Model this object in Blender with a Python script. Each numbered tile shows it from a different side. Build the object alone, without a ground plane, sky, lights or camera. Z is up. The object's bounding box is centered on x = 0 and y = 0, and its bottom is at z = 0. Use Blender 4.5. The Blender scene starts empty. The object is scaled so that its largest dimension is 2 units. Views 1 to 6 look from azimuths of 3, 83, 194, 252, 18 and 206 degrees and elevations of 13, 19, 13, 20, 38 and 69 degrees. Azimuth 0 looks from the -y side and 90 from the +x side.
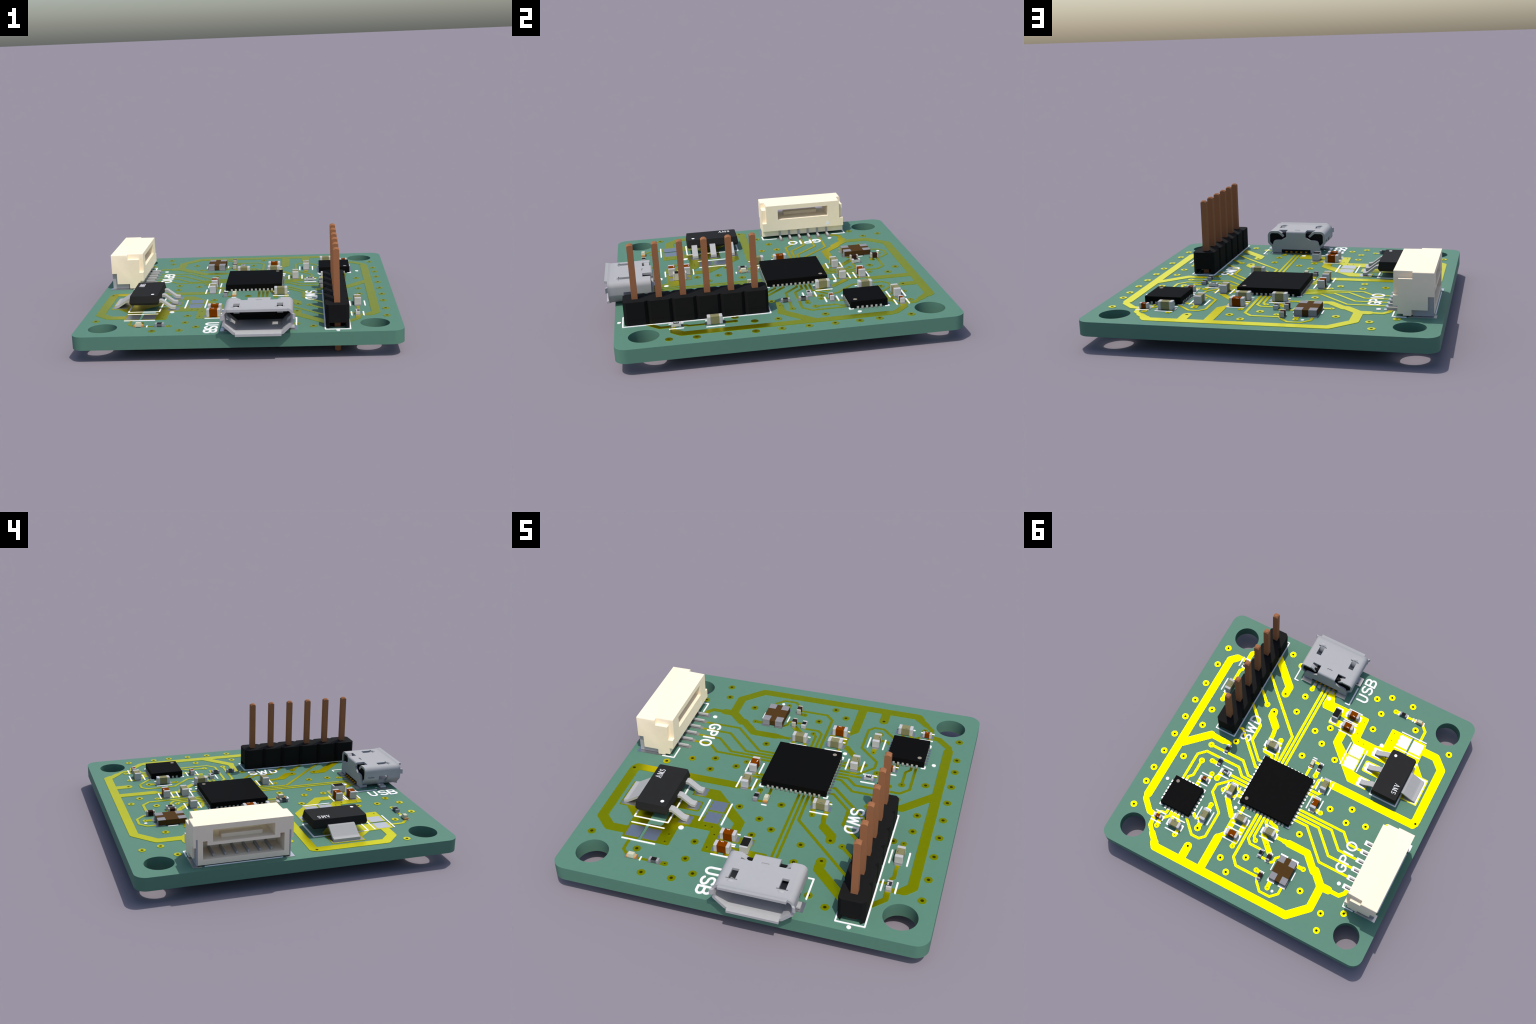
# Small microcontroller circuit board: substrate, copper, solder pads, white print
# and every soldered component, laid out in millimetres on the board's own grid.
import bpy, bmesh, math
from mathutils import Vector
from mathutils.geometry import delaunay_2d_cdt

K = 0.05415            # metres of scene per millimetre of board
Y0, Z0 = 0.0253, 0.159 # board centre in y, copper surface height in z
BT, BB = -0.05, -1.56  # substrate top / bottom (mm, copper surface = 0)
PIN_BOTTOM = -Z0 / K

# ------------------------------------------------------------------ materials
def material(name, rgb, rough=0.5, metal=0.0, spec=0.5, vary=0.03, scale=40.0, coat=0.0):
    m = bpy.data.materials.new(name)
    m.use_nodes = True
    nt = m.node_tree
    b = nt.nodes["Principled BSDF"]
    tc = nt.nodes.new("ShaderNodeTexCoord")
    nz = nt.nodes.new("ShaderNodeTexNoise")
    nz.inputs["Scale"].default_value = scale
    nz.inputs["Detail"].default_value = 3.0
    ramp = nt.nodes.new("ShaderNodeValToRGB")
    lo = [max(0.0, c * (1 - vary)) for c in rgb]
    hi = [min(1.0, c * (1 + vary)) for c in rgb]
    ramp.color_ramp.elements[0].position = 0.3
    ramp.color_ramp.elements[1].position = 0.7
    ramp.color_ramp.elements[0].color = (*lo, 1)
    ramp.color_ramp.elements[1].color = (*hi, 1)
    nt.links.new(tc.outputs["Object"], nz.inputs["Vector"])
    nt.links.new(nz.outputs["Fac"], ramp.inputs["Fac"])
    nt.links.new(ramp.outputs["Color"], b.inputs["Base Color"])
    b.inputs["Roughness"].default_value = rough
    b.inputs["Metallic"].default_value = metal
    b.inputs["Specular IOR Level"].default_value = spec
    b.inputs["Coat Weight"].default_value = coat
    return m

R9 = dict(rough=0.85, spec=0.06, vary=0.015)
MASK   = material("green_solder_mask", (0.095, 0.213, 0.153), rough=0.57, spec=0.10, vary=0.015)
COPPER = material("yellow_copper", (0.77, 0.71, 0.0), 0.36, metal=1.0, vary=0.02)
TIN    = material("tinned_pad", (0.62, 0.62, 0.62), 0.36, metal=1.0, vary=0.02)
WHITE  = material("white_print", (0.88, 0.88, 0.88), **R9)
BLACK  = material("black_plastic", (0.0112, 0.0112, 0.0112), rough=0.7, spec=0.03)
CHIP   = material("black_epoxy", (0.0045, 0.0045, 0.0046), rough=0.65, spec=0.02)
GREYEP = material("dark_grey_epoxy", (0.0205, 0.0205, 0.0205), rough=0.65, spec=0.03)
BROWN  = material("bronze_pin", (0.30, 0.127, 0.058), **R9)
CREAM  = material("cream_nylon", (0.93, 0.80, 0.605), **R9)
STEEL  = material("pale_steel", (0.38, 0.38, 0.386), **R9)
LEAD   = material("tin_lead", (0.40, 0.40, 0.395), **R9)
GOLD   = material("gold_contact", (0.45, 0.20, 0.004), **R9)
CERAM  = material("beige_ceramic", (0.212, 0.203, 0.098), **R9)
RUST   = material("rust_ceramic", (0.170, 0.035, 0.0), rough=0.9, spec=0.02)
COCOA  = material("cocoa_ceramic", (0.034, 0.014, 0.011), **R9)
CAPEND = material("tinned_end", (0.46, 0.46, 0.47), **R9)
OLDEND = material("ivory_end", (0.40, 0.385, 0.33), **R9)
RESBODY= material("resistor_alumina", (0.50, 0.51, 0.50), **R9)
RESGREY= material("resistor_grey", (0.11, 0.115, 0.12), **R9)
RESEND = material("resistor_end", (0.29, 0.29, 0.30), **R9)
LENS   = material("led_lens", (0.52, 0.51, 0.37), **R9)
AMBER  = material("led_end", (0.56, 0.27, 0.085), **R9)
XBROWN = material("crystal_brown", (0.070, 0.035, 0.0095), **R9)
XEND   = material("crystal_contact", (0.235, 0.235, 0.25), **R9)
TERM   = material("chip_terminal", (0.42, 0.42, 0.37), **R9)
SPOT   = material("pin_one_spot", (0.25, 0.22, 0.18), **R9)
MARK   = material("grey_blue_mark", (0.07, 0.075, 0.11), **R9)
INK    = material("dark_ink", (0.03, 0.033, 0.036), **R9)

# ------------------------------------------------------------------ helpers
root = bpy.data.objects.new("circuit_board", None)
bpy.context.scene.collection.objects.link(root)
root["label"] = "green square circuit board with chips, pin header and connectors"
root["category"] = "circuit board"

def W(x, y, z):
    return Vector((K * x, K * y + Y0, K * z + Z0))

def link(name, mesh, mat, parent=None, loc=None, kind=None):
    ob = bpy.data.objects.new(name, mesh)
    bpy.context.scene.collection.objects.link(ob)
    if mat is not None and not mesh.materials:
        mesh.materials.append(mat)
    ob.parent = parent or root
    if loc is not None:
        ob.location = loc
    if kind:
        ob["kind"] = kind
    return ob

def group(name, loc=None):
    e = bpy.data.objects.new(name, None)
    bpy.context.scene.collection.objects.link(e)
    e.parent = root
    e.empty_display_size = 0.02
    if loc is not None:
        e.location = loc
    return e

def mesh_from(verts, faces, name, smooth=None):
    me = bpy.data.meshes.new(name)
    me.from_pydata([tuple(v) for v in verts], [], faces)
    bm = bmesh.new(); bm.from_mesh(me)
    bmesh.ops.remove_doubles(bm, verts=bm.verts, dist=1e-7)
    bmesh.ops.recalc_face_normals(bm, faces=bm.faces)
    if smooth:
        sharpen(bm, smooth)
    bm.to_mesh(me); bm.free()
    return me

def sharpen(bm, deg):
    lim = math.radians(deg)
    for f in bm.faces:
        f.smooth = True
    for e in bm.edges:
        e.smooth = len(e.link_faces) == 2 and e.calc_face_angle(0) < lim

def area(p):
    return 0.5 * sum(p[i][0] * p[(i + 1) % len(p)][1] - p[(i + 1) % len(p)][0] * p[i][1] for i in range(len(p)))

def ccw(p):
    return list(p) if area(p) > 0 else list(reversed(p))

def circle(cx, cy, r, n=24, a0=0.0):
    return [(cx + r * math.cos(a0 + 2 * math.pi * i / n), cy + r * math.sin(a0 + 2 * math.pi * i / n)) for i in range(n)]

def rect(x0, y0, x1, y1):
    return [(min(x0, x1), min(y0, y1)), (max(x0, x1), min(y0, y1)), (max(x0, x1), max(y0, y1)), (min(x0, x1), max(y0, y1))]

def capsule(a, b, w, n=8):
    dx, dy = b[0] - a[0], b[1] - a[1]
    t = math.atan2(dy, dx); r = w / 2; out = []
    for i in range(n + 1):
        q = t - math.pi / 2 + math.pi * i / n
        out.append((b[0] + r * math.cos(q), b[1] + r * math.sin(q)))
    for i in range(n + 1):
        q = t + math.pi / 2 + math.pi * i / n
        out.append((a[0] + r * math.cos(q), a[1] + r * math.sin(q)))
    return out

def stroke(pts, w):
    return [capsule(pts[i], pts[i + 1], w) for i in range(len(pts) - 1)]

def rounded(pts, radii, n=6):
    """Polygon with rounded corners; radii one per corner."""
    out = []; L = len(pts)
    if not isinstance(radii, (list, tuple)):
        radii = [radii] * L
    for i, p in enumerate(pts):
        r = radii[i]
        P = Vector(p); A = Vector(pts[i - 1]); B = Vector(pts[(i + 1) % L])
        if r <= 0:
            out.append(tuple(p)); continue
        u = (A - P).normalized(); v = (B - P).normalized()
        ang = math.acos(max(-1, min(1, u.dot(v))))
        d = r / math.tan(ang / 2)
        c = P + (u + v).normalized() * (r / math.sin(ang / 2))
        s = P + u * d - c; e = P + v * d - c
        a0 = math.atan2(s.y, s.x); a1 = math.atan2(e.y, e.x)
        while a1 - a0 > math.pi: a1 -= 2 * math.pi
        while a1 - a0 < -math.pi: a1 += 2 * math.pi
        for k in range(n + 1):
            a = a0 + (a1 - a0) * k / n
            out.append((c.x + r * math.cos(a), c.y + r * math.sin(a)))
    return out

def union_tris(polys, holes=()):
    """Union of polygons minus holes, as a triangulation (constrained Delaunay)."""
    vs, fs = [], []
    for p in list(polys) + list(holes):
        p = ccw(p); b = len(vs)
        vs += [Vector(q) for q in p]
        fs.append(list(range(b, b + len(p))))
    npoly = len(polys)
    ov, oe, of, _, _, orig = delaunay_2d_cdt(vs, [], fs, 0, 1e-5)
    keep = []
    for f, o in zip(of, orig):
        if any(i < npoly for i in o) and not any(i >= npoly for i in o):
            keep.append(tuple(f))
    return [tuple(v) for v in ov], keep

def slab(polys, z0, z1, name, holes=(), conv=None, smooth=None):
    """Extrude the union of flat polygons between two heights (mm)."""
    vs, tr = union_tris(polys, holes)
    conv = conv or W
    count = {}
    for t in tr:
        for i in range(3):
            e = (t[i], t[(i + 1) % 3])
            count[frozenset(e)] = count.get(frozenset(e), 0) + 1
    verts = [conv(x, y, z1) for x, y in vs] + [conv(x, y, z0) for x, y in vs]
    n = len(vs); faces = []
    for t in tr:
        faces.append(t); faces.append((t[0] + n, t[2] + n, t[1] + n))
        for i in range(3):
            a, b = t[i], t[(i + 1) % 3]
            if count[frozenset((a, b))] == 1:
                faces.append((b, a, a + n, b + n))
    me = bpy.data.meshes.new(name)
    me.from_pydata([tuple(v) for v in verts], [], faces)
    bm = bmesh.new(); bm.from_mesh(me)
    loose = [v for v in bm.verts if not v.link_faces]
    bmesh.ops.delete(bm, geom=loose, context='VERTS')
    if smooth:
        sharpen(bm, smooth)
    bm.to_mesh(me); bm.free()
    return me

def box(x0, y0, z0, x1, y1, z1, name="box", bevel=0.0, conv=None, seg=2, smooth=None):
    conv = conv or W
    c = [conv(x, y, z) for z in (z0, z1) for y in (y0, y1) for x in (x0, x1)]
    bm = bmesh.new()
    v = [bm.verts.new(p) for p in c]
    for f in ((0, 1, 3, 2), (4, 6, 7, 5), (0, 4, 5, 1), (2, 3, 7, 6), (0, 2, 6, 4), (1, 5, 7, 3)):
        bm.faces.new([v[i] for i in f])
    bmesh.ops.recalc_face_normals(bm, faces=bm.faces)
    if bevel:
        bmesh.ops.bevel(bm, geom=list(bm.edges), offset=bevel * K, segments=seg, affect='EDGES', profile=0.5)
        sharpen(bm, 12)
    me = bpy.data.meshes.new(name); bm.to_mesh(me); bm.free()
    return me

def L_(x, y, z):            # local millimetres, no board offset
    return Vector((K * x, K * y, K * z))

def loft(rings, name, smooth=None, conv=None):
    conv = conv or W
    rings = [[conv(*p) for p in r] for r in rings]
    n = len(rings[0]); vs = [p for r in rings for p in r]; fs = []
    for k in range(len(rings) - 1):
        for i in range(n):
            j = (i + 1) % n
            fs.append((k * n + i, k * n + j, (k + 1) * n + j, (k + 1) * n + i))
    fs.append(tuple(range(n))[::-1]); fs.append(tuple(range((len(rings) - 1) * n, len(rings) * n)))
    return mesh_from(vs, fs, name, smooth)

def joined(meshes, name, smooth=None):
    bm = bmesh.new()
    for me in meshes:
        bm.from_mesh(me)
        bpy.data.meshes.remove(me)
    if smooth:
        sharpen(bm, smooth)
    me = bpy.data.meshes.new(name); bm.to_mesh(me); bm.free()
    return me

def cut(me, cutters, name, smooth=None):
    """Boolean difference of a mesh and a list of meshes, applied."""
    ob = bpy.data.objects.new("work", me)
    bpy.context.scene.collection.objects.link(ob)
    tools = []
    for c in cutters:
        co = bpy.data.objects.new("tool", c)
        bpy.context.scene.collection.objects.link(co)
        tools.append(co)
        md = ob.modifiers.new("b", 'BOOLEAN'); md.operation = 'DIFFERENCE'; md.object = co; md.solver = 'EXACT'
    dg = bpy.context.evaluated_depsgraph_get()
    res = bpy.data.meshes.new_from_object(ob.evaluated_get(dg))
    for t in tools + [ob]:
        d = t.data; bpy.data.objects.remove(t); bpy.data.meshes.remove(d)
    bm = bmesh.new(); bm.from_mesh(res)
    bmesh.ops.dissolve_limit(bm, angle_limit=0.002, verts=bm.verts, edges=bm.edges)
    if smooth:
        sharpen(bm, smooth)
    bm.to_mesh(res); bm.free()
    res.name = name
    return res

# ------------------------------------------------------------------ layout data (mm)
VIA_L = [(16.5,-12.5),(16.6,-9.7),(16.6,-6.5),(16.65,-3.7),(16.6,-1.0),(16.6,1.8),(16.6,4.5),(16.6,7.1),(16.5,9.2),(16.3,12.6),
         (14.0,-3.5),(14.0,-1.0),(14.0,4.0),(9.0,-1.0),(8.3,-15.8),(6.5,-14.8),(4.0,-11.0),(4.0,-8.5),(6.5,-10.1),(6.6,-7.1),
         (0.6,-7.2),(-1.0,-8.5),(-6.0,-11.0),(-6.0,-13.5),(-4.6,-15.2),(-6.3,-16.3),(-9.3,-16.4),(-11.0,-13.5),(-16.3,-12.4),
         (7.6,11.6),(0.5,-3.3),(-4.1,6.3),(-1.0,-6.0),(-3.5,-4.75),(-6.0,1.5),(-8.5,0.25),(-8.6,2.2),(-11.0,1.5),(-16.4,-1.8),
         (3.2,13.6),(0.4,12.1),(1.7,14.9),(-7.5,12.7),(-11.5,16.1),(-11.0,14.0),(-13.5,12.7),(7.5,14.2),(-13.5,0.25),(12.45,-5.4)]
VIA_M = [(7.9,-7.6),(11.6,0.9),(11.6,3.4),(8.7,4.6)]
VIA_S = [(13.5,-5.5),(3.7,-12.4),(-4.6,-11.4),(-4.5,-9.5),(-7.6,-14.7),(-8.8,-11.8),(-8.8,-10.7),(10.4,2.8),(9.55,4.4),(7.6,8.1),
         (12.3,13.7),(10.45,-0.3),(3.9,-3.9),(-2.3,-1.6),(7.2,5.6),(-5.15,2.55),(-5.1,-8.5),(-5.8,-8.5),(-9.2,-8.2),(2.6,11.6),
         (0.4,9.6),(-1.1,9.4),(-1.5,12.9),(-3.75,14.25),(-6.6,10.1),(9.7,13.7)]
VIAS = [(x, y, 0.40, 0.165) for x, y in VIA_L] + [(x, y, 0.36, 0.10) for x, y in VIA_M] + [(x, y, 0.305, 0.09) for x, y in VIA_S]

S = 0.28
TRACES = [
    # power rails
    (0.55, [(13.4,-12.0),(14.75,-12.0)]),
    (1.0, [(14.7,-11.8),(15.4,-11.1),(15.4,10.55)]),
    (0.7, [(15.4,10.6),(15.35,11.2),(14.05,12.5),(13.3,12.6)]),
    (0.5, [(13.2,12.8),(13.05,14.0),(12.3,14.8)]),
    (0.75, [(12.3,14.8),(11.5,15.6)]),
    (1.0, [(11.45,15.75),(11.1,16.2),(-7.3,16.2),(-9.5,14.05),(-9.5,11.15)]),
    (1.0, [(7.5,14.2),(7.5,16.2)]),
    (1.0, [(4.75,16.2),(4.75,11.5)]),
    (0.6, [(4.75,11.3),(4.1,10.5)]),
    (1.0, [(15.4,2.65),(12.3,-0.35)]),
    (0.75, [(12.3,-0.35),(10.45,-0.3)]),
    (0.55, [(10.6,-0.35),(9.6,-0.35)]),
    (0.4, [(-1.5,8.0),(-2.85,8.0)]),
    (0.6, [(-2.85,8.0),(-3.6,8.0)]),
    (0.9, [(-3.5,8.0),(-6.1,8.0),(-7.85,9.75)]),
    (1.0, [(-8.0,9.55),(-9.45,11.0)]),
    (1.0, [(-9.45,11.0),(-10.5,11.0)]),
    (0.5, [(-10.6,11.0),(-11.95,11.0),(-12.5,10.4),(-12.6,9.7)]),
    (1.0, [(-4.75,-1.52),(-16.1,-1.52)]),
    (1.05, [(-16.1,-1.52),(-16.3,-2.2),(-16.3,-9.9),(-14.95,-11.22),(-13.0,-11.22)]),
    # header fan-out
    (1.0, [(10.9,-15.65),(6.5,-11.25),(6.5,-10.1)]),
    (0.3, [(10.9,-13.1),(2.82,-5.03),(2.8,-0.9)]),
    (0.35, [(10.9,-10.6),(7.9,-7.6)]),
    (0.35, [(10.9,-8.1),(7.25,-4.45),(7.25,-2.2)]),
    (S, [(7.25,-2.2),(5.2,-0.1),(4.5,-0.1)]),
    (0.32, [(10.9,-3.0),(9.0,-3.0),(5.1,0.9),(4.5,0.9)]),
    (0.5, [(10.9,-5.55),(12.45,-5.4)]),
    (0.95, [(6.6,-7.1),(6.55,-6.4),(5.45,-5.3)]),
    (0.5, [(5.35,-5.1),(5.15,-3.9),(5.2,-2.8)]),
    (0.55, [(13.3,-12.1),(13.3,-13.3),(10.95,-15.65)]),
    (0.36, [(13.25,-10.9),(13.3,-10.55),(13.5,-10.35),(13.5,-8.3)]),
    (0.3, [(13.2,-11.25),(12.2,-11.25),(10.9,-10.6)]),
    (0.5, [(13.5,-6.8),(13.5,-5.5)]),
    # socket data pair and supply
    (0.27, [(2.4,-13.4),(2.3,-12.6),(2.3,-0.9)]),
    (0.27, [(1.75,-13.4),(1.8,-12.6),(1.8,-0.9)]),
    (0.4, [(3.7,-12.4),(3.65,-13.4)]),
    (0.8, [(1.1,-13.1),(0.95,-11.5)]),
    # controller, top side
    (0.35, [(5.15,-2.3),(5.1,-1.55),(3.95,-1.45),(3.8,-1.2),(3.8,-0.8)]),
    (0.38, [(3.5,-2.4),(3.45,-1.9),(3.3,-1.5),(3.3,-0.8)]),
    (0.5, [(3.9,-3.9),(3.7,-2.7)]),
    # controller, left side
    (S, [(11.6,0.9),(6.9,0.9),(5.35,2.4),(4.5,2.4)]),
    (S, [(12.55,6.9),(12.55,2.85),(11.65,1.95),(6.95,1.95),(6.0,2.9),(4.5,2.9)]),
    (0.45, [(10.4,2.8),(9.45,2.85)]),
    (S, [(11.6,3.4),(11.6,5.65),(12.05,6.15),(12.05,6.9)]),
    (S, [(7.6,3.4),(4.5,3.4)]),
    (0.55, [(8.7,4.6),(8.5,3.5)]),
    (S, [(4.5,3.9),(6.8,3.9),(8.3,5.4),(8.3,6.5),(6.2,8.6),(6.2,12.1),(6.8,12.7),(7.85,12.7),(9.3,11.25),(9.65,10.9)]),
    (0.5, [(7.2,5.6),(6.7,4.7)]),
    (0.35, [(5.9,4.5),(5.25,4.85),(4.5,4.9)]),
    (0.35, [(6.2,6.0),(5.6,5.8),(5.2,5.4),(4.5,5.4)]),
    (0.62, [(6.25,6.25),(4.6,8.2),(4.2,8.05)]),
    (0.48, [(7.6,8.1),(7.6,9.0)]),
    (0.33, [(8.9,10.15),(8.75,10.4),(7.9,10.5)]),
    (0.6, [(7.6,11.6),(7.6,10.5)]),
    (0.42, [(9.55,4.4),(9.55,5.3)]),
    (0.4, [(10.5,5.6),(10.55,6.9)]),
    (0.3, [(12.05,11.1),(12.1,11.75),(12.75,11.85),(13.05,12.2)]),
    (0.33, [(11.55,11.1),(11.5,11.85),(12.1,12.45)]),
    (0.42, [(11.05,11.1),(11.05,12.2)]),
    (0.35, [(10.55,11.1),(10.55,11.5),(10.1,12.0)]),
    (0.45, [(12.3,13.7),(12.35,12.8)]),
    (0.45, [(9.7,13.7),(9.65,12.9)]),
    # controller, lower side
    (0.35, [(3.8,5.8),(3.8,7.6)]),
    (0.7, [(4.1,8.2),(4.1,10.2)]),
    (0.6, [(2.55,8.2),(2.55,11.0)]),
    (0.5, [(2.6,11.6),(2.6,10.5)]),
    (0.3, [(1.8,5.8),(1.8,12.75),(1.0,13.6),(-1.95,13.6),(-2.2,13.75)]),
    (0.28, [(1.3,5.8),(1.3,9.8),(0.8,10.3),(-0.85,10.3)]),
    (0.28, [(0.8,5.8),(0.8,9.2),(0.4,9.6)]),
    (0.36, [(0.3,5.8),(0.33,6.9),(0.05,7.2),(0.0,7.8)]),
    (0.4, [(-0.2,5.8),(-0.2,6.65),(-1.1,6.85),(-1.35,7.2),(-1.35,7.8)]),
    (0.65, [(-0.1,8.1),(-0.25,8.6),(-1.9,10.2)]),
    # crystal
    (S, [(-1.0,11.15),(-2.0,11.15)]),
    (S, [(-2.2,11.2),(-2.65,11.2),(-2.88,10.95),(-2.88,10.45),(-3.3,10.05),(-3.6,10.2)]),
    (0.45, [(-1.5,12.9),(-2.2,12.95)]),
    (S, [(-2.2,13.8),(-2.2,14.15),(-3.1,15.1),(-4.5,15.1),(-5.3,14.3),(-5.3,13.2)]),
    (0.5, [(-3.75,14.25),(-3.7,13.2)]),
    (0.45, [(-6.6,10.1),(-5.4,10.1)]),
    # wire connector fan-out
    (S, [(-2.2,3.4),(-8.9,3.4),(-10.05,4.55),(-12.5,4.6)]),
    (S, [(-2.2,3.9),(-7.4,3.9),(-9.35,5.85),(-12.5,5.85)]),
    (S, [(-2.2,4.4),(-5.85,4.4),(-8.55,7.1),(-12.5,7.1)]),
    (S, [(-2.2,4.9),(-4.45,4.9),(-7.9,8.35),(-12.5,8.35)]),
    # controller, right side
    (0.3, [(-2.2,-0.1),(-2.75,-0.08),(-2.95,-0.3),(-2.97,-1.3),(-3.5,-1.6)]),
    (0.3, [(-2.2,0.4),(-3.75,0.42),(-4.0,0.1)]),
    (0.36, [(-2.2,0.9),(-3.3,0.92),(-3.8,0.95)]),
    (0.5, [(-5.15,2.55),(-4.2,2.5)]),
    (S, [(-1.2,-0.8),(-1.2,-2.3)]),
    (S, [(-1.2,-3.3),(-2.3,-3.3)]),
    (0.5, [(-2.3,-1.6),(-2.3,-2.5)]),
    (0.3, [(-11.5,-14.7),(-11.65,-14.45),(-12.22,-13.88),(-12.22,-12.0)]),
    (S, [(-9.2,-14.7),(-10.5,-14.7)]),
    (0.5, [(-7.6,-14.7),(-8.2,-14.7)]),
]
POURS = [
    rounded([(1.45,-12.05),(-2.75,-12.05),(-2.75,-10.7),(1.25,-10.7),(1.45,-11.1)], [0.1,0.15,0.15,0.25,0.2]),
    rounded([(0.6,-13.1),(0.15,-12.0),(1.4,-11.6),(1.42,-12.9)], 0.05),
    rounded([(-0.38,-10.05),(-2.75,-10.05),(-2.75,-9.12),(-0.38,-9.12)], 0.15),
    rounded([(-2.2,-10.0),(-2.2,-6.9),(-6.23,-2.9),(-8.78,-2.92),(-8.78,-4.35),(-6.9,-4.36),(-6.38,-4.5),(-6.38,-6.22),(-4.62,-6.22),(-3.2,-7.35),(-3.2,-10.0)],
            [0.05,0.05,0.15,0.05,0.05,0.05,0.05,0.05,0.05,0.1,0.05]),
    rounded([(-3.25,-12.05),(-4.95,-12.05),(-5.08,-9.08),(-7.6,-9.08),(-8.28,-9.6),(-8.28,-12.25),(-11.15,-12.25),(-11.15,-9.85),(-9.88,-9.8),(-9.88,-7.35),
             (-6.42,-7.32),(-6.38,-6.34),(-4.62,-6.34),(-4.62,-8.0),(-3.95,-8.62),(-3.25,-8.75)],
            [0.1,0.2,0.1,0.05,0.05,0.15,0.05,0.05,0.3,0.05,0.05,0.05,0.05,0.05,0.05,0.1]),
    rounded([(-11.45,-12.25),(-13.15,-12.25),(-13.22,-9.3),(-14.55,-7.85),(-15.42,-7.85),(-15.42,-4.0),(-12.3,-4.0),(-11.0,-5.12),(-7.2,-5.12),(-7.2,-6.68),
             (-10.1,-6.72),(-11.45,-7.95)], [0.05,0.15,0.05,0.05,0.05,0.05,0.05,0.05,0.2,0.2,0.05,0.05]),
]

# ------------------------------------------------------------------ board substrate
board_outline = rounded([(-18,-18),(18,-18),(18,18),(-18,18)], 1.3, n=10)
drills = [circle(sx * 15, sy * 15, 1.6, 48) for sx in (-1, 1) for sy in (-1, 1)]
via_holes = [circle(x, y, h, 12) for x, y, r, h in VIAS]
link("substrate", slab([board_outline], BB, BT, "substrate", holes=drills + [circle(x, y, h + 0.03, 12) for x, y, r, h in VIAS], smooth=30), MASK)

# ------------------------------------------------------------------ copper: united nets, split into separate traces
polys = [c for w, pts in TRACES for c in stroke(pts, w)] + [p for p in POURS]
vs, tr = union_tris(polys, via_holes)
edge_use, nbr = {}, {}
for k, t in enumerate(tr):
    for i in range(3):
        edge_use.setdefault(frozenset((t[i], t[(i + 1) % 3])), []).append(k)
seen = [False] * len(tr)
for k0 in range(len(tr)):
    if seen[k0]:
        continue
    stack, comp = [k0], []
    seen[k0] = True
    while stack:
        k = stack.pop(); comp.append(k); t = tr[k]
        for i in range(3):
            for m in edge_use[frozenset((t[i], t[(i + 1) % 3]))]:
                if not seen[m]:
                    seen[m] = True; stack.append(m)
    idx, V, Fc = {}, [], []
    def vid(i, top):
        if (i, top) not in idx:
            idx[(i, top)] = len(V); V.append(tuple(W(vs[i][0], vs[i][1], 0.0 if top else BT - 0.01)))
        return idx[(i, top)]
    for k in comp:
        t = tr[k]
        Fc.append(tuple(vid(i, True) for i in t))
        for i in range(3):
            a, b = t[i], t[(i + 1) % 3]
            if len(edge_use[frozenset((a, b))]) == 1:
                Fc.append((vid(b, True), vid(a, True), vid(a, False), vid(b, False)))
    me = bpy.data.meshes.new("copper_trace")
    me.from_pydata(V, [], Fc)
    link("copper_trace", me, COPPER)

# plated through-holes: ring proud of the trace by a hair, barrel through the board
def via_mesh(r, h, name):
    n = 24
    prof = [(r, BT - 0.005), (r, 0.004), (h, 0.004), (h, BB - 0.004), (r, BB - 0.004), (r, BB + 0.005), (h + 0.04, BB + 0.005), (h + 0.04, BT - 0.005)]
    V, Fc = [], []
    for i in range(n):
        a = 2 * math.pi * i / n
        V += [tuple(L_(q * math.cos(a), q * math.sin(a), z)) for q, z in prof]
    m = len(prof)
    for i in range(n):
        j = (i + 1) % n
        for k in range(m):
            l = (k + 1) % m
            Fc.append((i * m + k, j * m + k, j * m + l, i * m + l))
    return mesh_from(V, Fc, name, 40)
vm = {}
for x, y, r, h in VIAS:
    if r not in vm:
        vm[r] = via_mesh(r, h, "via")
    link("via", vm[r], COPPER, loc=W(x, y, 0))

# ------------------------------------------------------------------ solder pads
PADZ = 0.008
pad_cache = {}
def pad(cx, cy, sx, sy, roundness=0.0):
    key = (round(sx, 3), round(sy, 3), roundness)
    if key not in pad_cache:
        p = rect(-sx / 2, -sy / 2, sx / 2, sy / 2)
        if roundness:
            p = rounded(p, roundness * min(sx, sy) / 2, n=5)
        pad_cache[key] = slab([p], BT - 0.004, PADZ, "solder_pad", conv=L_)
    return link("solder_pad", pad_cache[key], TIN, loc=W(cx, cy, 0))

def pad_r(x0, y0, x1, y1, rd=0.0):
    return pad((x0 + x1) / 2, (y0 + y1) / 2, abs(x1 - x0), abs(y1 - y0), rd)

# ------------------------------------------------------------------ white print
PRZ = 0.016
def print_line(pts, w=0.15):
    link("printed_line", slab(stroke(pts, w), BT - 0.002, PRZ, "printed_line"), WHITE)
def print_dot(x, y, d):
    link("printed_dot", slab([circle(x, y, d / 2, 28)], BT - 0.002, PRZ, "printed_dot"), WHITE)

def arc(cx, cy, rx, ry, a0, a1, n=10):
    return [(cx + rx * math.cos(math.radians(a0 + (a1 - a0) * i / n)), cy + ry * math.sin(math.radians(a0 + (a1 - a0) * i / n))) for i in range(n + 1)]

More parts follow.
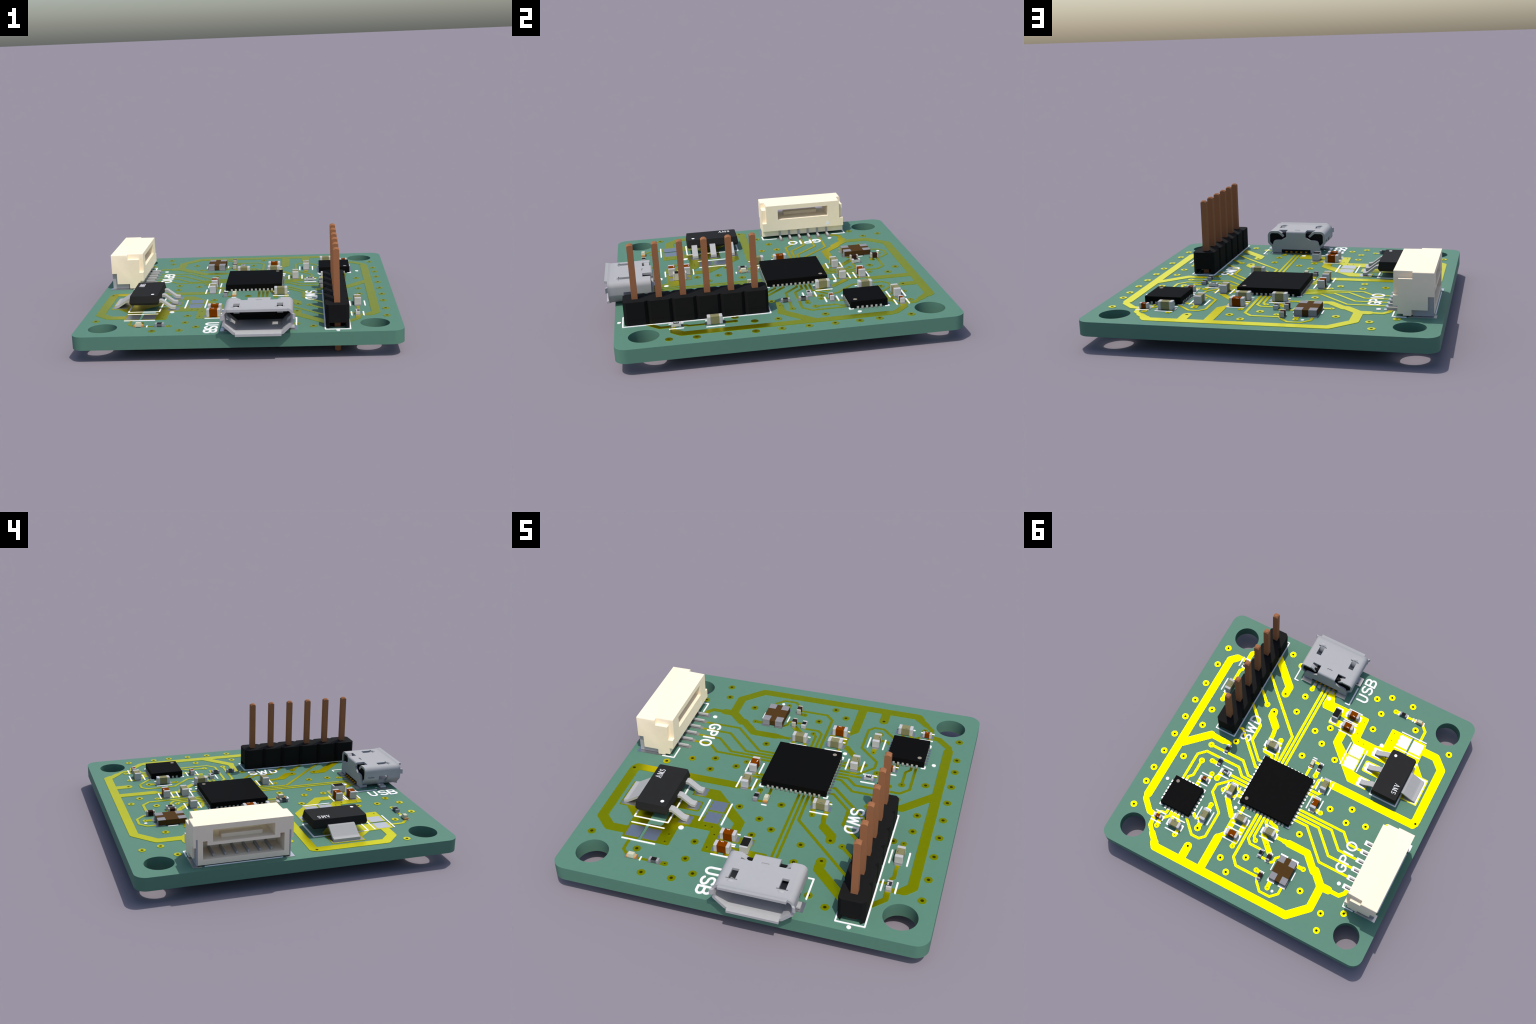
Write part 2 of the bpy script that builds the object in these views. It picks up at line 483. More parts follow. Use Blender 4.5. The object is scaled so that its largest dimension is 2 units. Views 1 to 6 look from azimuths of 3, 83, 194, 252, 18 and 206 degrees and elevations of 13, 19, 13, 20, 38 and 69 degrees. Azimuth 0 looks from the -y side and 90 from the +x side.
# stroke glyphs: (advance direction, up direction), cap height 1
GLYPH = {
    'U': [[(0,1),(0,0.32)] + arc(0.31,0.32,0.31,0.32,180,360) + [(0.62,0.32),(0.62,1)]],
    'S': [arc(0.36,0.74,0.34,0.26,35,180)[0:] + arc(0.36,0.74,0.34,0.25,180,255) + arc(0.33,0.25,0.38,0.25,75,-90) + arc(0.33,0.25,0.35,0.25,-90,-150)],
    'B': [[(0,0),(0,1),(0.38,1)] + arc(0.38,0.76,0.26,0.24,90,-90) + [(0,0.52)], [(0.38,0.52)] + arc(0.4,0.26,0.3,0.26,90,-90) + [(0,0)]],
    'W': [[(0,1),(0.2,0),(0.45,0.78),(0.7,0),(0.9,1)]],
    'D': [[(0,0),(0,1),(0.25,1)] + arc(0.25,0.5,0.42,0.5,90,-90) + [(0,0)]],
    'G': [arc(0.45,0.5,0.44,0.5,50,310) + [(0.76,0.14),(0.76,0.46),(0.5,0.46)]],
    'P': [[(0,0),(0,1),(0.36,1)] + arc(0.36,0.74,0.29,0.26,90,-90) + [(0,0.48)]],
    'I': [[(0,0),(0,1)]],
    'O': [arc(0.42,0.5,0.42,0.5,0,360,24)],
}
def print_letter(ch, base_x, start_y, h, w=0.21, sx=1.0):
    """Letter reading towards -y, its top towards +x."""
    polys = []
    for s in GLYPH[ch]:
        polys += stroke([(base_x + h * v, start_y - h * u * sx) for u, v in s], w)
    link("printed_letter", slab(polys, BT - 0.002, PRZ, "printed_letter"), WHITE)

for ch, y in (('U', -13.93), ('S', -15.22), ('B', -16.45)):
    print_letter(ch, -3.53, y, 1.30, 0.25)
for ch, y in (('S', -1.75), ('W', -2.97), ('D', -4.58)):
    print_letter(ch, 7.54, y, 1.27, 0.23)
for ch, y in (('G', 8.22), ('P', 6.93), ('I', 5.64), ('O', 5.13)):
    print_letter(ch, -11.23, y, 1.21, 0.23)

# ------------------------------------------------------------------ two-terminal parts
def place(cx, cy, ori):
    if ori == 'x':
        return lambda u, v: (cx + u, cy + v)
    return lambda u, v: (cx - v, cy + u)

tt = {}
def two_terminal(name, cx, cy, ori, L, Wd, H, end, body_mat, end_mat, mark=None, flip=1, padspec=(0.82, 0.74, 0.95), top=None, silk=None, zb=0.03):
    key = (name, L, body_mat.name, end_mat.name, mark, flip)
    if key not in tt:
        g = 0.02
        body = box(-L/2 + end - 0.02, -Wd/2 + g, zb, L/2 - end + 0.02, Wd/2 - g, zb + H - g, name + "_body", conv=L_)
        ends = [box(sx * (L/2 - end), -Wd/2, zb - 0.02, sx * L/2, Wd/2, zb + H, "end_cap", bevel=0.06 if H > 0.4 else 0.03, conv=L_) for sx in (-1, 1)]
        tops = box(-L/2 + end + 0.0, -Wd/2 + 0.03, zb + H - g - 0.01, L/2 - end, Wd/2 - 0.03, zb + H - 0.006, "resistive_film", conv=L_) if top else None
        mk = None
        if mark:
            zt = zb + H - (g if not top else 0.006)
            if mark == 'tick':
                st = [[(-0.05,0.0),(0.22,-0.03)],[(0.0,0.06),(-0.05,0.0),(0.02,-0.04)],[(0.12,0.04),(0.27,-0.07)]]
                st = [[(a * flip * L / 1.6, (b - 0.26) * flip * L / 1.6) for a, b in s] for s in st]; w = 0.028 * L / 1.6
            elif mark == 'line':
                st = [[(-0.12,-0.21),(0.22,-0.26)],[(0.05,-0.2),(0.16,-0.23)]]
                st = [[(a * flip, b * flip) for a, b in s] for s in st]; w = 0.04
            else:
                st = [[(-0.16,-0.17),(-0.16,-0.07),(-0.1,-0.07),(-0.1,-0.17),(-0.16,-0.17)],[(-0.03,-0.17),(0.03,-0.17),(0.03,-0.07),(-0.03,-0.07)],[(0.1,-0.17),(0.16,-0.17),(0.16,-0.07),(0.1,-0.07),(0.1,-0.17)]]
                st = [[(a * flip, b * flip) for a, b in s] for s in st]; w = 0.035
            mk = slab([c for s in st for c in stroke(s, w)], zt - 0.01, zt + 0.006, "printed_mark", conv=L_)
        tt[key] = (body, ends, tops, mk)
    body, ends, tops, mk = tt[key]
    rz = 0 if ori == 'x' else math.pi / 2
    ob = link(name, body, body_mat, loc=W(cx, cy, 0)); ob.rotation_euler[2] = rz
    for e in ends:
        link("end_cap", e, end_mat, parent=ob)
    if tops:
        link("resistive_film", tops, top, parent=ob)
    if mk:
        link("printed_mark", mk, MARK if mark == 'line' else WHITE, parent=ob)
    po, pl, pw = padspec
    for s in (-1, 1):
        px, py = place(cx, cy, ori)(s * po, 0)
        if ori == 'x': pad(px, py, pl, pw)
        else: pad(px, py, pw, pl)
    if silk:
        d, hl = silk
        f = place(cx, cy, ori)
        for s in (-1, 1):
            print_line([f(-hl, s * d), f(hl, s * d)], 0.17)

P06 = (0.75, 0.66, 0.80)
P04 = (0.46, 0.38, 0.55)
P04S = (0.50, 0.44, 0.60)
for cx, cy, o, fl in ((4.48,-2.61,'x',1),(6.2,5.24,'y',1),(3.29,8.05,'x',1),(-0.69,7.98,'x',-1),(7.6,9.79,'y',1),(10.29,12.6,'x',1),(13.5,-7.58,'y',-1),(-4.0,-0.93,'y',-1)):
    two_terminal("ceramic_capacitor", cx, cy, o, 1.6, 0.8, 0.85, 0.36, CERAM, CAPEND, 'line', fl, P06, silk=(0.85, 0.9))
for cx, cy, o, d, fl in ((3.31,10.34,'x',0.75,-1),(-2.98,-11.38,'x',0.79,-1),(-2.98,-9.57,'x',0.76,-1),(-4.0,1.89,'y',0.76,1)):
    two_terminal("ceramic_capacitor", cx, cy, o, 1.6, 0.8, 0.85, 0.36, RUST, CAPEND, 'tick', fl, P06, silk=(d, 0.9))
for cx, cy in ((12.7,12.59),(10.0,5.49)):
    two_terminal("small_capacitor", cx, cy, 'x', 1.0, 0.5, 0.54, 0.26, RUST, CAPEND, 'tick', -1, P04S, silk=(0.67, 0.68))
for cx, cy in ((-2.13,10.77),(-2.25,13.36)):
    two_terminal("small_capacitor", cx, cy, 'y', 1.0, 0.5, 0.54, 0.22, COCOA, OLDEND, None, 1, P04)
for cx, cy, o in ((9.43,0.48,'y'),(9.43,2.47,'y'),(-8.68,-14.7,'x'),(-2.3,-2.9,'y'),(-0.98,10.76,'y')):
    lite = abs(cx + 0.98) < 0.01
    two_terminal("chip_resistor", cx, cy, o, 1.0, 0.5, 0.33 if not lite else 0.4, 0.24, RESBODY if lite else RESGREY, CAPEND if lite else RESEND, None, 1, P04 if not lite else (0.42,0.3,0.5), top=BLACK)
for cx, cy, o, fl in ((8.1,3.38,'x',-1),(13.3,-11.6,'y',-1)):
    two_terminal("chip_resistor", cx, cy, o, 1.0, 0.52, 0.35, 0.22, RESBODY, CAPEND, 'digits', fl, P04S, top=INK, silk=(0.67, 0.70))
two_terminal("fuse", -0.9, -10.5, 'y', 1.6, 0.86, 0.85, 0.2, RESBODY, CAPEND, None, 1, (0.85, 0.7, 0.95), top=BLACK)

for cx, cy, o, dash in ((-1.21,-2.9,'y',[(-0.99,-3.78),(-1.45,-3.78)]),(-11.02,-14.7,'x',[(-10.1,-14.92),(-10.1,-14.48)])):
    rz = 0 if o == 'x' else math.pi / 2
    if 'led' not in tt:
        base = box(-0.34, -0.25, 0.03, 0.34, 0.25, 0.2, "led", conv=L_)
        ends = joined([box(s * 0.3, -0.245, 0.02, s * 0.5, 0.245, 0.19, "e", conv=L_) for s in (-1, 1)], "led_end")
        lens = loft([rect(-0.38,-0.25,0.38,0.25) and [(x, y, 0.19) for x, y in rect(-0.36,-0.25,0.36,0.25)], [(x, y, 0.47) for x, y in rect(-0.29,-0.2,0.29,0.2)]], "led_lens", conv=L_)
        tt['led'] = (base, ends, lens)
    base, ends, lens = tt['led']
    ob = link("light_diode", base, LENS, loc=W(cx, cy, 0)); ob.rotation_euler[2] = rz
    link("led_end", ends, AMBER, parent=ob); link("led_lens", lens, LENS, parent=ob)
    for s in (-1, 1):
        px, py = place(cx, cy, o)(s * 0.46, 0)
        pad(px, py, *((0.38, 0.52) if o == 'x' else (0.52, 0.38)))
    print_line(dash, 0.15)

# ------------------------------------------------------------------ leadless chips
def leadless_chip(name, cx, cy, size, top, n, dot, silk_off, pad_out, pad_in, spot_r):
    h = size / 2
    ob = link(name, box(-h, -h, 0.03, h, h, top, name, bevel=0.03, conv=L_, seg=1), CHIP, loc=W(cx, cy, 0))
    term = box(-0.115, 0, 0.0, 0.115, 0.3, 0.2, "terminal", conv=L_)
    for side in range(4):
        for k in range(n):
            t = (k - (n - 1) / 2) * 0.5
            a = side * math.pi / 2
            c, s = math.cos(a), math.sin(a)
            e = link("terminal", term, TERM, parent=ob)
            ux, uy = t, h - 0.285
            e.location = L_(c * ux - s * uy, s * ux + c * uy, 0.012)
            e.rotation_euler[2] = a
            m = (pad_out + pad_in) / 2; l = pad_out - pad_in
            px, py = cx + c * t - s * m, cy + s * t + c * m
            pad(px, py, *((0.28, l) if side % 2 == 0 else (l, 0.28)), roundness=0.6 if n == 12 else 0.0)
    link("pin_one_spot", slab([circle(dot[0] - cx, dot[1] - cy, spot_r, 24)], top - 0.02, top + 0.004, "pin_one_spot", conv=L_), SPOT, parent=ob)
    for sx in (-1, 1):
        for sy in (-1, 1):
            X, Y = cx + sx * silk_off, cy + sy * silk_off
            print_line([(X - sx * 0.36, Y), (X, Y), (X, Y - sy * 0.36)], 0.15)
leadless_chip("microcontroller_chip", 1.07, 2.65, 6.96, 0.80, 12, (3.9, 5.44), 3.62, 3.77, 2.9, 0.22)
leadless_chip("sensor_chip", 11.3, 8.9, 4.0, 0.78, 6, (12.7, 7.5), 2.12, 2.32, 1.6, 0.22)
print_dot(4.67, 6.98, 0.46)
print_dot(14.27, 7.63, 0.44)

# ------------------------------------------------------------------ crystal
xc, yc = -4.5, 11.5
ob = link("crystal", box(-1.17, -1.64, 0.03, 1.17, 1.64, 0.66, "crystal", bevel=0.03, conv=L_, seg=1), XBROWN, loc=W(xc, yc, 0))
con = box(-0.42, -0.46, 0.01, 0.42, 0.46, 0.666, "crystal_contact", bevel=0.02, conv=L_, seg=1)
for sx in (-1, 1):
    for sy in (-1, 1):
        link("crystal_contact", con, XEND, parent=ob, loc=L_(sx * 0.735, sy * 1.19, 0))
        pad(xc + sx * 0.75, yc + sy * 1.4, 0.95, 1.1)
for x in (xc + 1.45, xc - 1.45):
    print_line([(x, 10.97), (x, 12.03)], 0.14)
print_dot(-4.48, 14.35, 0.36)

# ------------------------------------------------------------------ pin header
hx = 10.9
hys = [-15.65 + 2.54 * i for i in range(6)]
out = []
ch, hw = 0.32, 1.27
for y in hys:
    out += [(hx - hw, y - hw + ch), (hx - hw, y + hw - ch), (hx - hw + ch, y + hw)]
left = [(hx - hw + ch, hys[0] - hw)] + out
right = [(2 * hx - x, y) for x, y in left][::-1]
outline = left + right
hdr = group("pin_header")
link("header_body", joined([slab([outline], 0.62, 2.6, "h1"), slab([outline], 0.06, 0.64, "h2", holes=[rect(hx - 0.9, -20, hx + 0.9, 0)])], "header_body"), BLACK, parent=hdr)

def pin_mesh():
    n = 8; half = 0.32; per = []
    for s in range(4):
        for k in range(n):
            t = -1 + 2 * k / n
            a = s * math.pi / 2; c, q = math.cos(a), math.sin(a)
            per.append((c * half - q * half * t, q * half + c * half * t))
    zt, zb = 8.595, PIN_BOTTOM
    r0 = 0.20
    rings = []
    drop = lambda x, y: 0.85 * (math.hypot(x, y) - r0) 
    cap = lambda x, y: (x * r0 / math.hypot(x, y), y * r0 / math.hypot(x, y))
    rings.append([(*cap(x, y), zb) for x, y in per])
    rings.append([(x, y, zb + drop(x, y)) for x, y in per])
    rings.append([(x, y, zt - drop(x, y)) for x, y in per])
    rings.append([(*cap(x, y), zt) for x, y in per])
    return loft(rings, "pin", smooth=25, conv=L_)
pm = pin_mesh()
for y in hys:
    link("pin", pm, BROWN, parent=hdr, loc=W(hx, y, 0))
    link("solder_pad", slab([circle(hx, y, 0.85, 24)], BT - 0.004, PADZ, "solder_pad"), TIN)
    link("solder_pad", slab([circle(hx, y, 0.85, 24)], BB - 0.04, BB + 0.004, "solder_pad"), TIN)
print_line([(9.56, -17.12), (12.24, -17.12), (12.24, -1.53), (9.56, -1.53), (9.56, -17.12)], 0.15)
print_dot(10.9, -17.52, 0.42)

# ------------------------------------------------------------------ voltage regulator
reg = group("voltage_regulator")
rx0, rx1, ry0, ry1 = -13.04, -9.56, -9.1, -2.55
def rr(i, z, r=0.18):
    return [(x, y, z) for x, y in rounded(rect(rx0 + i, ry0 + i, rx1 - i, ry1 - i), r, n=3)]
link("regulator_body", loft([rr(0.12, 0.78), rr(0.0, 1.05), rr(0.02, 1.2), rr(0.13, 1.86)], "regulator_body", smooth=20), GREYEP, parent=reg)
def bent_strip(path, t, y0, y1, name):
    """Flat metal strip following (x, z) path of its upper face, thickness t."""
    ring = [(x, z) for x, z in path] + [(x, z - t) for x, z in reversed(path)]
    return slab([[(x, z) for x, z in ring]], y0, y1, name, conv=lambda a, b, c: W(a, c, b), smooth=None)
for y in (-8.2, -5.9, -3.62):
    link("regulator_lead", bent_strip([(-9.75,1.22),(-9.32,1.22),(-9.22,1.18),(-8.25,0.43),(-8.12,0.38),(-7.74,0.35)], 0.30, y - 0.35, y + 0.35, "regulator_lead"), LEAD, parent=reg)
    pad_r(-7.36, y - 0.62, -8.6, y + 0.62)
link("regulator_tab", bent_strip([(-15.08,0.30),(-14.68,0.36),(-14.55,0.42),(-13.35,1.18),(-13.2,1.22),(-12.9,1.22)][::-1], 0.30, -7.4, -4.3, "regulator_tab"), LEAD, parent=reg)
pad_r(-13.6, -7.72, -15.28, -4.12)
link("pin_one_spot", slab([circle(-10.35, -8.25, 0.19, 20)], 1.84, 1.868, "pin_one_spot"), WHITE, parent=reg)
# serif capitals reading towards +y, tops towards -x
SER = {
    'A': [([(0.0,0.02),(0.2,0.98)],0.07),([(0.2,0.98),(0.42,0.02)],0.16),([(0.08,0.36),(0.33,0.36)],0.06),([(-0.06,0.02),(0.1,0.02)],0.06),([(0.32,0.02),(0.52,0.02)],0.06)],
    'M': [([(0.04,0.02),(0.06,0.98)],0.07),([(0.08,0.98),(0.28,0.06)],0.14),([(0.28,0.06),(0.46,0.98)],0.06),([(0.5,0.98),(0.52,0.02)],0.15),([(-0.04,0.02),(0.12,0.02)],0.06),([(0.42,0.02),(0.62,0.02)],0.06),([(-0.02,0.97),(0.1,0.97)],0.06),([(0.46,0.97),(0.6,0.97)],0.06)],
    'S': [(arc(0.2,0.74,0.16,0.23,30,180) + arc(0.2,0.74,0.16,0.22,180,250),0.1),([(0.14,0.54),(0.3,0.44)],0.16),(arc(0.19,0.26,0.18,0.23,60,-90) + arc(0.19,0.26,0.18,0.23,-90,-150),0.1),([(0.35,0.98),(0.35,0.74)],0.05),([(0.02,0.02),(0.02,0.28)],0.05)],
}
hgt = 0.62
yy = -4.82
for ch, adv in (('A', 0.50), ('M', 0.60), ('S', 0.40)):
    polys = []
    for pts, w in SER[ch]:
        polys += stroke([(-11.92 - hgt * v, yy + hgt * u * 1.22) for u, v in pts], w * hgt * 0.78)
    link("printed_letter", slab(polys, 1.84, 1.868, "printed_letter"), WHITE, parent=reg)
    yy += hgt * adv * 1.58
print_line([(-9.53,-9.16),(-13.14,-9.16),(-13.14,-2.68),(-9.53,-2.68),(-9.53,-9.16)], 0.17)
print_dot(-8.02, -9.45, 0.55)
# empty capacitor sites beside the regulator
pad_r(-4.70,-7.94,-6.27,-6.41); pad_r(-4.70,-6.11,-6.27,-4.59)
pad_r(-9.63,-12.02,-11.10,-10.43); pad_r(-11.45,-12.02,-12.95,-10.40)
for l in ([(-4.33,-7.93),(-4.33,-4.63)], [(-6.69,-7.93),(-6.69,-4.63)], [(-9.6,-12.45),(-13.02,-12.45)], [(-9.6,-10.05),(-13.02,-10.05)]):
    print_line(l, 0.17)

# ------------------------------------------------------------------ six-way wire connector
wc = group("wire_connector")
cx0, cx1, cy0, cy1 = -17.0, -13.0, 1.12, 11.83
hous = box(cx0, cy0, 0.1, cx1, cy1, 4.49, "housing")
cuts = []
e = 0.5
for ya, yb in ((cy0 - e, 1.62), (11.33, cy1 + e)):
    cuts.append(box(-14.9, ya, 3.82, cx1 + e, yb, 4.45 + e))
    cuts.append(box(-13.52, ya, 2.14, cx1 + e, yb, 4.2))
for ya, yb in ((cy0 - e, 1.42), (11.53, cy1 + e)):
    cuts.append(box(cx0 - e, ya, -e, -16.4, yb, 2.07))
    cuts.append(box(-16.6, ya, -e, -14.8, yb, 0.70))
for ya, yb in ((1.38, 1.56), (11.39, 11.57)):
    cuts.append(box(cx0 - e, ya, -e, -14.9, yb, 2.98))
cuts.append(box(cx0 - e, 3.15, 2.57, cx1 + e, 9.79, 3.92))           # latch window, right through
cuts.append(box(cx0 - e, 2.1, 0.70, -14.3, 10.84, 2.24))            # plug cavity
for ya, yb in ((2.1, 2.57), (10.36, 10.84)):
    cuts.append(box(cx0 - e, ya, 2.0, -14.3, yb, 2.72))
cuts.append(box(-13.45, cy0 - e, -e, cx1 + e, cy1 + e, 1.08))       # undercut above the contacts
cuts.append(box(-14.0, cy0 - e, -e, cx1 + e, cy1 + e, 0.28))
hm = cut(hous, cuts, "housing")
bm = bmesh.new(); bm.from_mesh(hm)
sel = [ed for ed in bm.edges if len(ed.link_faces) == 2 and ed.calc_face_angle(0) > 1.0 and all(v.co.z > Z0 + 4.48 * K for v in ed.verts)
       and abs(ed.verts[0].co.y - ed.verts[1].co.y) < 1e-4]
bmesh.ops.bevel(bm, geom=sel, offset=0.1 * K, segments=3, affect='EDGES', profile=0.5)
sharpen(bm, 35)
bm.to_mesh(hm); bm.free()
link("connector_housing", hm, CREAM, parent=wc)
link("latch_bar", box(-16.13, 4.22, 2.5, -15.2, 8.69, 2.97, "latch_bar", bevel=0.05), CREAM, parent=wc)
for ya, yb in ((1.40, 1.55), (11.40, 11.55)):
    tab = slab([[(-17.0,0.04),(-14.95,0.04),(-14.95,0.8),(-16.35,0.8),(-16.35,2.96),(-17.0,2.96)]], ya, yb, "solder_tab", conv=lambda a, b, c: W(a, c, b))
    link("solder_tab", tab, STEEL, parent=wc)
pad_r(-14.55, 11.0, -17.28, 11.98); pad_r(-14.55, 0.98, -17.28, 1.95)
cmesh = joined([
    box(-16.55, -0.1, 0.66, -14.0, 0.1, 1.05, "a", conv=L_, bevel=0.06),
    box(-15.6, -0.68, 1.85, -15.25, -0.48, 2.3, "a2", conv=L_),
    box(-13.7, -0.12, 0.1, -13.32, 0.12, 1.12, "b", conv=L_),
    box(-13.6, -0.12, 0.05, -12.14, 0.12, 0.27, "c", conv=L_, bevel=0.02, seg=1)], "contact")
for i in range(6):
    y = 6.475 + 1.25 * (i - 2.5)
    ob = link("contact", cmesh, LEAD, parent=wc, loc=(0, K * y + Y0, Z0))
    pad_r(-11.87, y - 0.3, -13.55, y + 0.3)
print_line([(-14.3,11.95),(-12.98,11.95),(-12.98,10.28)], 0.15)
print_line([(-14.3,1.05),(-12.98,1.05),(-12.98,2.80)], 0.15)
print_line([(-17.08,10.65),(-17.08,2.30)], 0.12)
print_dot(-11.31, 9.62, 0.5)
link("printed_mark", slab([rect(9.55,1.35,9.95,1.75)], -13.01, -12.99, "printed_mark", conv=lambda a, b, c: W(c, a, b)), WHITE, parent=wc)

# ------------------------------------------------------------------ micro socket
us = group("usb_socket")
UC = 2.43
TH = 0.27
def sock(off):
    p = [(-3.74 + off, 2.77 - off), (-3.74 + off, 1.2 + off * 0.42), (-2.6 + off * 0.45, 0.12 + off), (2.6 - off * 0.45, 0.12 + off), (3.74 - off, 1.2 + off * 0.42), (3.74 - off, 2.77 - off)]
    k = off
    return rounded(p, [0.62 - k, 0.45 - k * 0.5, 0.45 - k * 0.5, 0.45 - k * 0.5, 0.45 - k * 0.5, 0.62 - k], n=7)
yf, yb = -18.62, -13.88
rings = [(sock(0.0), yb), (sock(0.0), -18.3), (sock(-0.03), -18.45), (sock(-0.09), yf), (sock(TH - 0.09), yf), (sock(TH - 0.03), -18.45), (sock(TH), -18.3), (sock(TH), yb)]
n = len(rings[0][0]); V = []; Fc = []
for prof, y in rings:
    V += [W(UC + u, y, z) for u, z in prof]
m = len(rings)
for k in range(m):
    for i in range(n):
        j = (i + 1) % n; l = (k + 1) % m
        Fc.append((k * n + i, k * n + j, l * n + j, l * n + i))
tube = mesh_from(V, Fc, "tube")
cuts = []
for s in (-1, 1):
    cuts.append(box(UC + s * 2.01, -17.42, 2.2, UC + s * 2.68, -16.07, 3.2))
    cuts.append(box(UC + s * 1.80, -17.45, 2.2, UC + s * 2.90, -17.32, 3.2))
    cuts.append(box(UC + s * 1.25, -14.76, 2.2, UC + s * 2.36, -13.5, 3.2))
    cuts.append(box(UC + s * 3.0, -16.95, -0.5, UC + s * 4.5, -15.76, 1.62))
cuts.append(box(UC - 0.35, -14.85, 2.68, UC + 0.35, -14.66, 3.2))
shell = cut(tube, cuts, "socket_shell")

def flare(p, q, nrm, t, fl, y0=-18.60, y1=-18.93):
    """Flared lip along an outer edge p-q of the mouth; nrm points outwards in (u, z)."""
    r = []
    for y, d in ((y0, 0.0), ((y0 + y1) / 2, fl * 0.35), (y1, fl)):
        a = (p[0] + nrm[0] * d, p[1] + nrm[1] * d); b = (q[0] + nrm[0] * d, q[1] + nrm[1] * d)
        c = (b[0] - nrm[0] * t, b[1] - nrm[1] * t); e = (a[0] - nrm[0] * t, a[1] - nrm[1] * t)
        r.append([(UC + u, y, z) for u, z in (a, b, c, e)])
    return loft(r, "lip")
parts = [shell, flare((-3.16, 2.85), (3.16, 2.85), (0, 1), TH, 0.06), flare((-2.46, 0.035), (2.46, 0.035), (0, -1), TH, 0.10)]
for s in (-1, 1):
    parts.append(flare((s * 3.82, 2.32), (s * 3.82, 1.74), (s, 0), TH, 0.16, y1=-18.86))
    # spring finger inside the latch window, and a raised root
    parts.append(loft([[(UC + s * a, -17.5, z) for a, z in ((2.03, 2.76), (2.66, 2.76), (2.66, 2.52), (2.03, 2.52))],
                       [(UC + s * a, -17.15, z) for a, z in ((2.03, 2.52), (2.66, 2.52), (2.66, 2.28), (2.03, 2.28))],
                       [(UC + s * a, -16.85, z) for a, z in ((2.03, 2.08), (2.66, 2.08), (2.66, 1.88), (2.03, 1.88))]], "finger"))
    dome = [[(UC + s * 2.35 + 0.34 * math.cos(t) * f, -17.66 + 0.22 * math.sin(t) * f, 2.70 + h) for t in [2 * math.pi * i / 16 for i in range(16)]] for f, h in ((1.0, 0.0), (0.9, 0.10), (0.6, 0.16), (0.15, 0.18))]
    parts.append(loft(dome, "dome"))
    # curled ear behind the rear notch
    parts.append(loft([[(UC + s * a, y, z) for a, z in ((2.45, 2.768), (2.2, 2.70), (1.95, 2.52), (1.58, 2.18), (1.75, 1.96), (2.1, 2.28), (2.3, 2.44), (2.45, 2.49))] for y in (-14.52, -13.94)], "ear"))
    # side foot
    parts.append(box(UC + s * 2.95, -16.78, 0.04, UC + s * 3.85, -16.02, 0.30, "foot", bevel=0.07))
    parts.append(loft([[(UC + s * a, y, z) for a, z in ((2.5, 0.24), (2.5, 0.5), (3.1, 0.30), (3.1, 0.05))] for y in (-16.78, -16.02)], "foot_root"))
# strap over the rear edge and rear plate
strap = [(-13.881, 2.768)] + [(-13.881 + 0.27 * math.sin(a), 2.498 + 0.27 * math.cos(a)) for a in [math.pi / 2 * i / 6 for i in range(1, 7)]] + [(-13.611, 2.2), (-13.86, 2.2), (-13.86, 2.47), (-13.881, 2.5)]
parts.append(slab([strap], UC - 1.25, UC + 1.25, "strap", conv=lambda a, b, c: W(c, a, b)))
half = [(1.25, 2.25), (1.25, 2.05), (1.32, 2.0), (1.92, 1.68), (2.45, 1.68), (2.8, 1.6), (2.95, 1.38), (2.97, 1.2), (3.1, 0.9), (3.1, 0.05), (1.9, 0.05), (1.9, 0.45)]
plate = [(u, z) for u, z in half] + [(-u, z) for u, z in reversed(half)]
parts.append(slab([plate], -13.862, -13.609, "plate", conv=lambda a, b, c: W(UC + a, c, b)))
for s in (-1, 1):
    parts.append(box(UC + s * 2.55, -14.5, 0.05, UC + s * 3.1, -13.8, 0.34, "rear_foot", bevel=0.04))
link("socket_shell", joined(parts, "socket_shell", smooth=35), STEEL, parent=us)
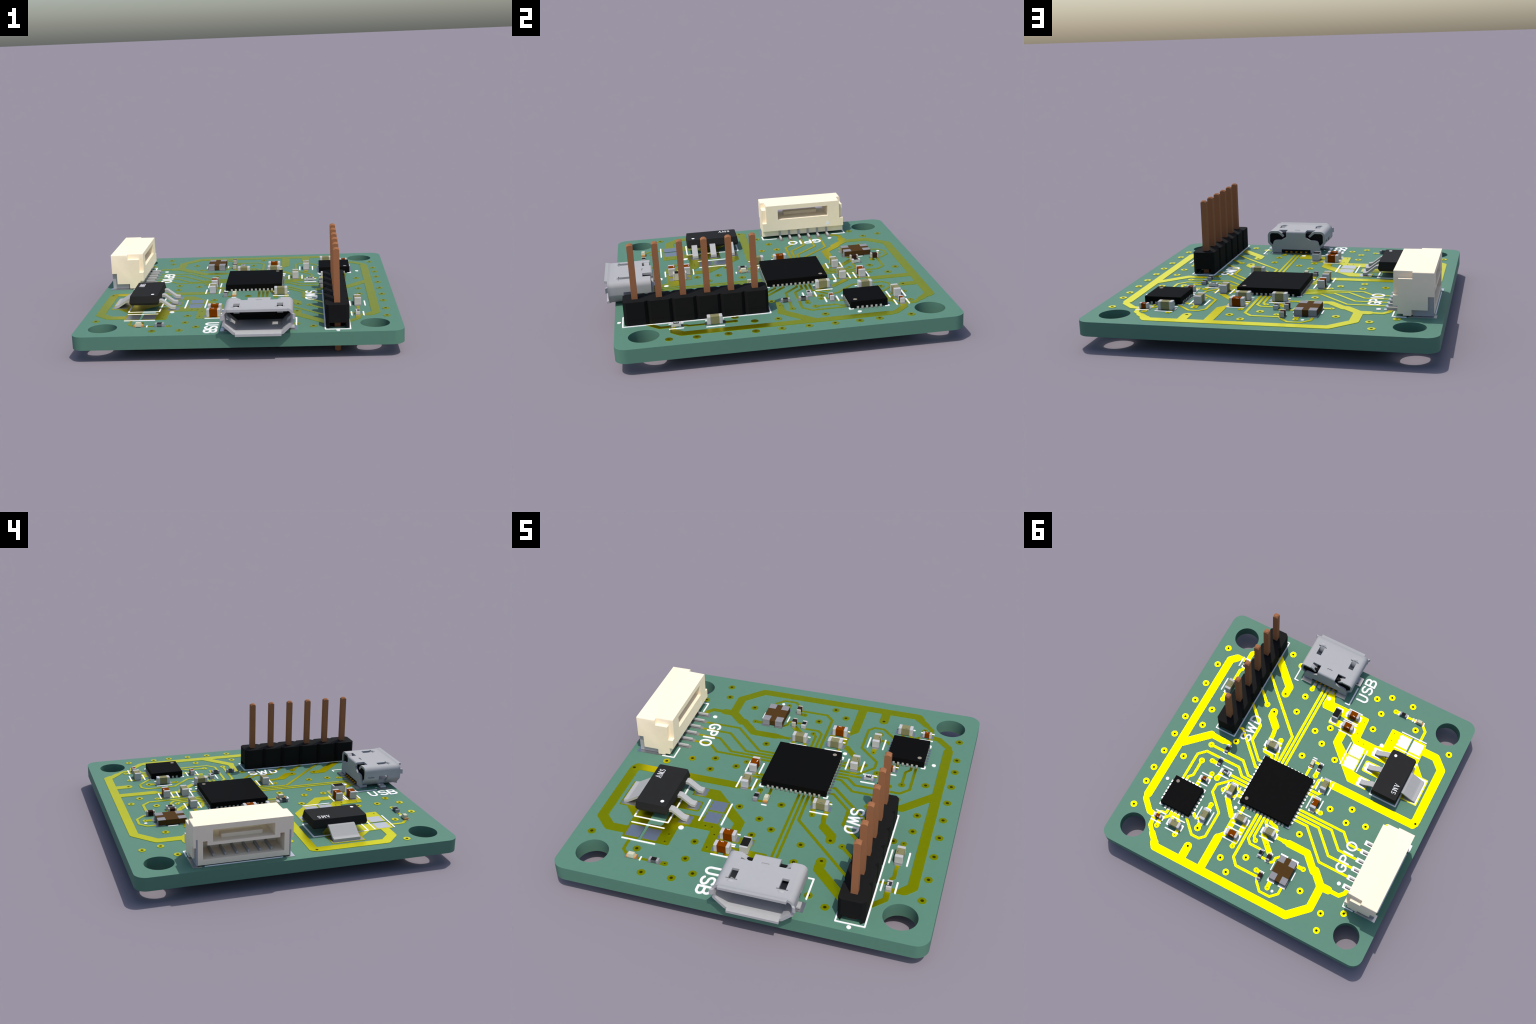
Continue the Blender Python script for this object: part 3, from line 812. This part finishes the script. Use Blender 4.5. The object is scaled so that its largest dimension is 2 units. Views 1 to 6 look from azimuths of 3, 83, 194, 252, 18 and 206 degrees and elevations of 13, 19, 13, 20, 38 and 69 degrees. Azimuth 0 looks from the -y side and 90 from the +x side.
core = sock(TH + 0.015)
link("socket_core", joined([
    slab([core], -14.32, -14.05, "c", conv=lambda a, b, c: W(UC + a, c, b)),
    box(UC - 1.75, -16.6, 1.75, UC + 1.75, -14.2, 2.3, "tongue"),
    box(UC - 1.88, -14.3, 0.06, UC + 1.88, -13.72, 0.46, "d")], "socket_core"), BLACK, parent=us)
lead = joined([box(-0.14, -13.95, 0.06, 0.14, -13.5, 0.22, "lead", conv=L_, bevel=0.05)], "socket_lead", 40)
for i in range(5):
    x = 1.1 + 0.645 * i
    ob = link("socket_lead", lead, GOLD, parent=us, loc=(K * x, Y0, Z0))
    pad_r(x - 0.21, -14.1, x + 0.21, -12.98)
pad_r(4.19, -13.03, 5.6, -14.45); pad_r(0.61, -13.03, -0.79, -14.45)
pad_r(-1.0, -15.76, -1.78, -17.05); pad_r(5.86, -15.76, 6.59, -17.05)
print_line([(6.44,-15.33),(6.44,-12.66),(5.95,-12.66)], 0.17)
print_line([(-1.67,-15.36),(-1.67,-12.66),(-1.14,-12.66)], 0.17)
print_dot(1.1, -12.2, 0.55)
# tiny maker's stamp on the socket's side
cu = bpy.data.curves.new("stamp", 'FONT'); cu.body = "molex"; cu.size = 0.34 * K; cu.extrude = 0.004 * K
to = bpy.data.objects.new("stamp", cu); bpy.context.scene.collection.objects.link(to)
dg = bpy.context.evaluated_depsgraph_get()
sm = bpy.data.meshes.new_from_object(to.evaluated_get(dg)); bpy.data.objects.remove(to)
ob = link("stamped_name", sm, INK, parent=us, loc=W(UC - 3.743, -14.30, 1.42))
sm.materials.clear(); sm.materials.append(INK)
ob.rotation_euler = (math.pi / 2, 0, -math.pi / 2)

# the main body of each grouped part carries its smaller pieces
for grp, body in ((hdr, "header_body"), (reg, "regulator_body"), (wc, "connector_housing"), (us, "socket_shell")):
    main = next(c for c in grp.children if c.name == body)
    kids = [c for c in grp.children if c is not main]
    name = grp.name
    main.parent = root
    for c in kids:
        c.parent = main
    bpy.data.objects.remove(grp)
    main.name = name
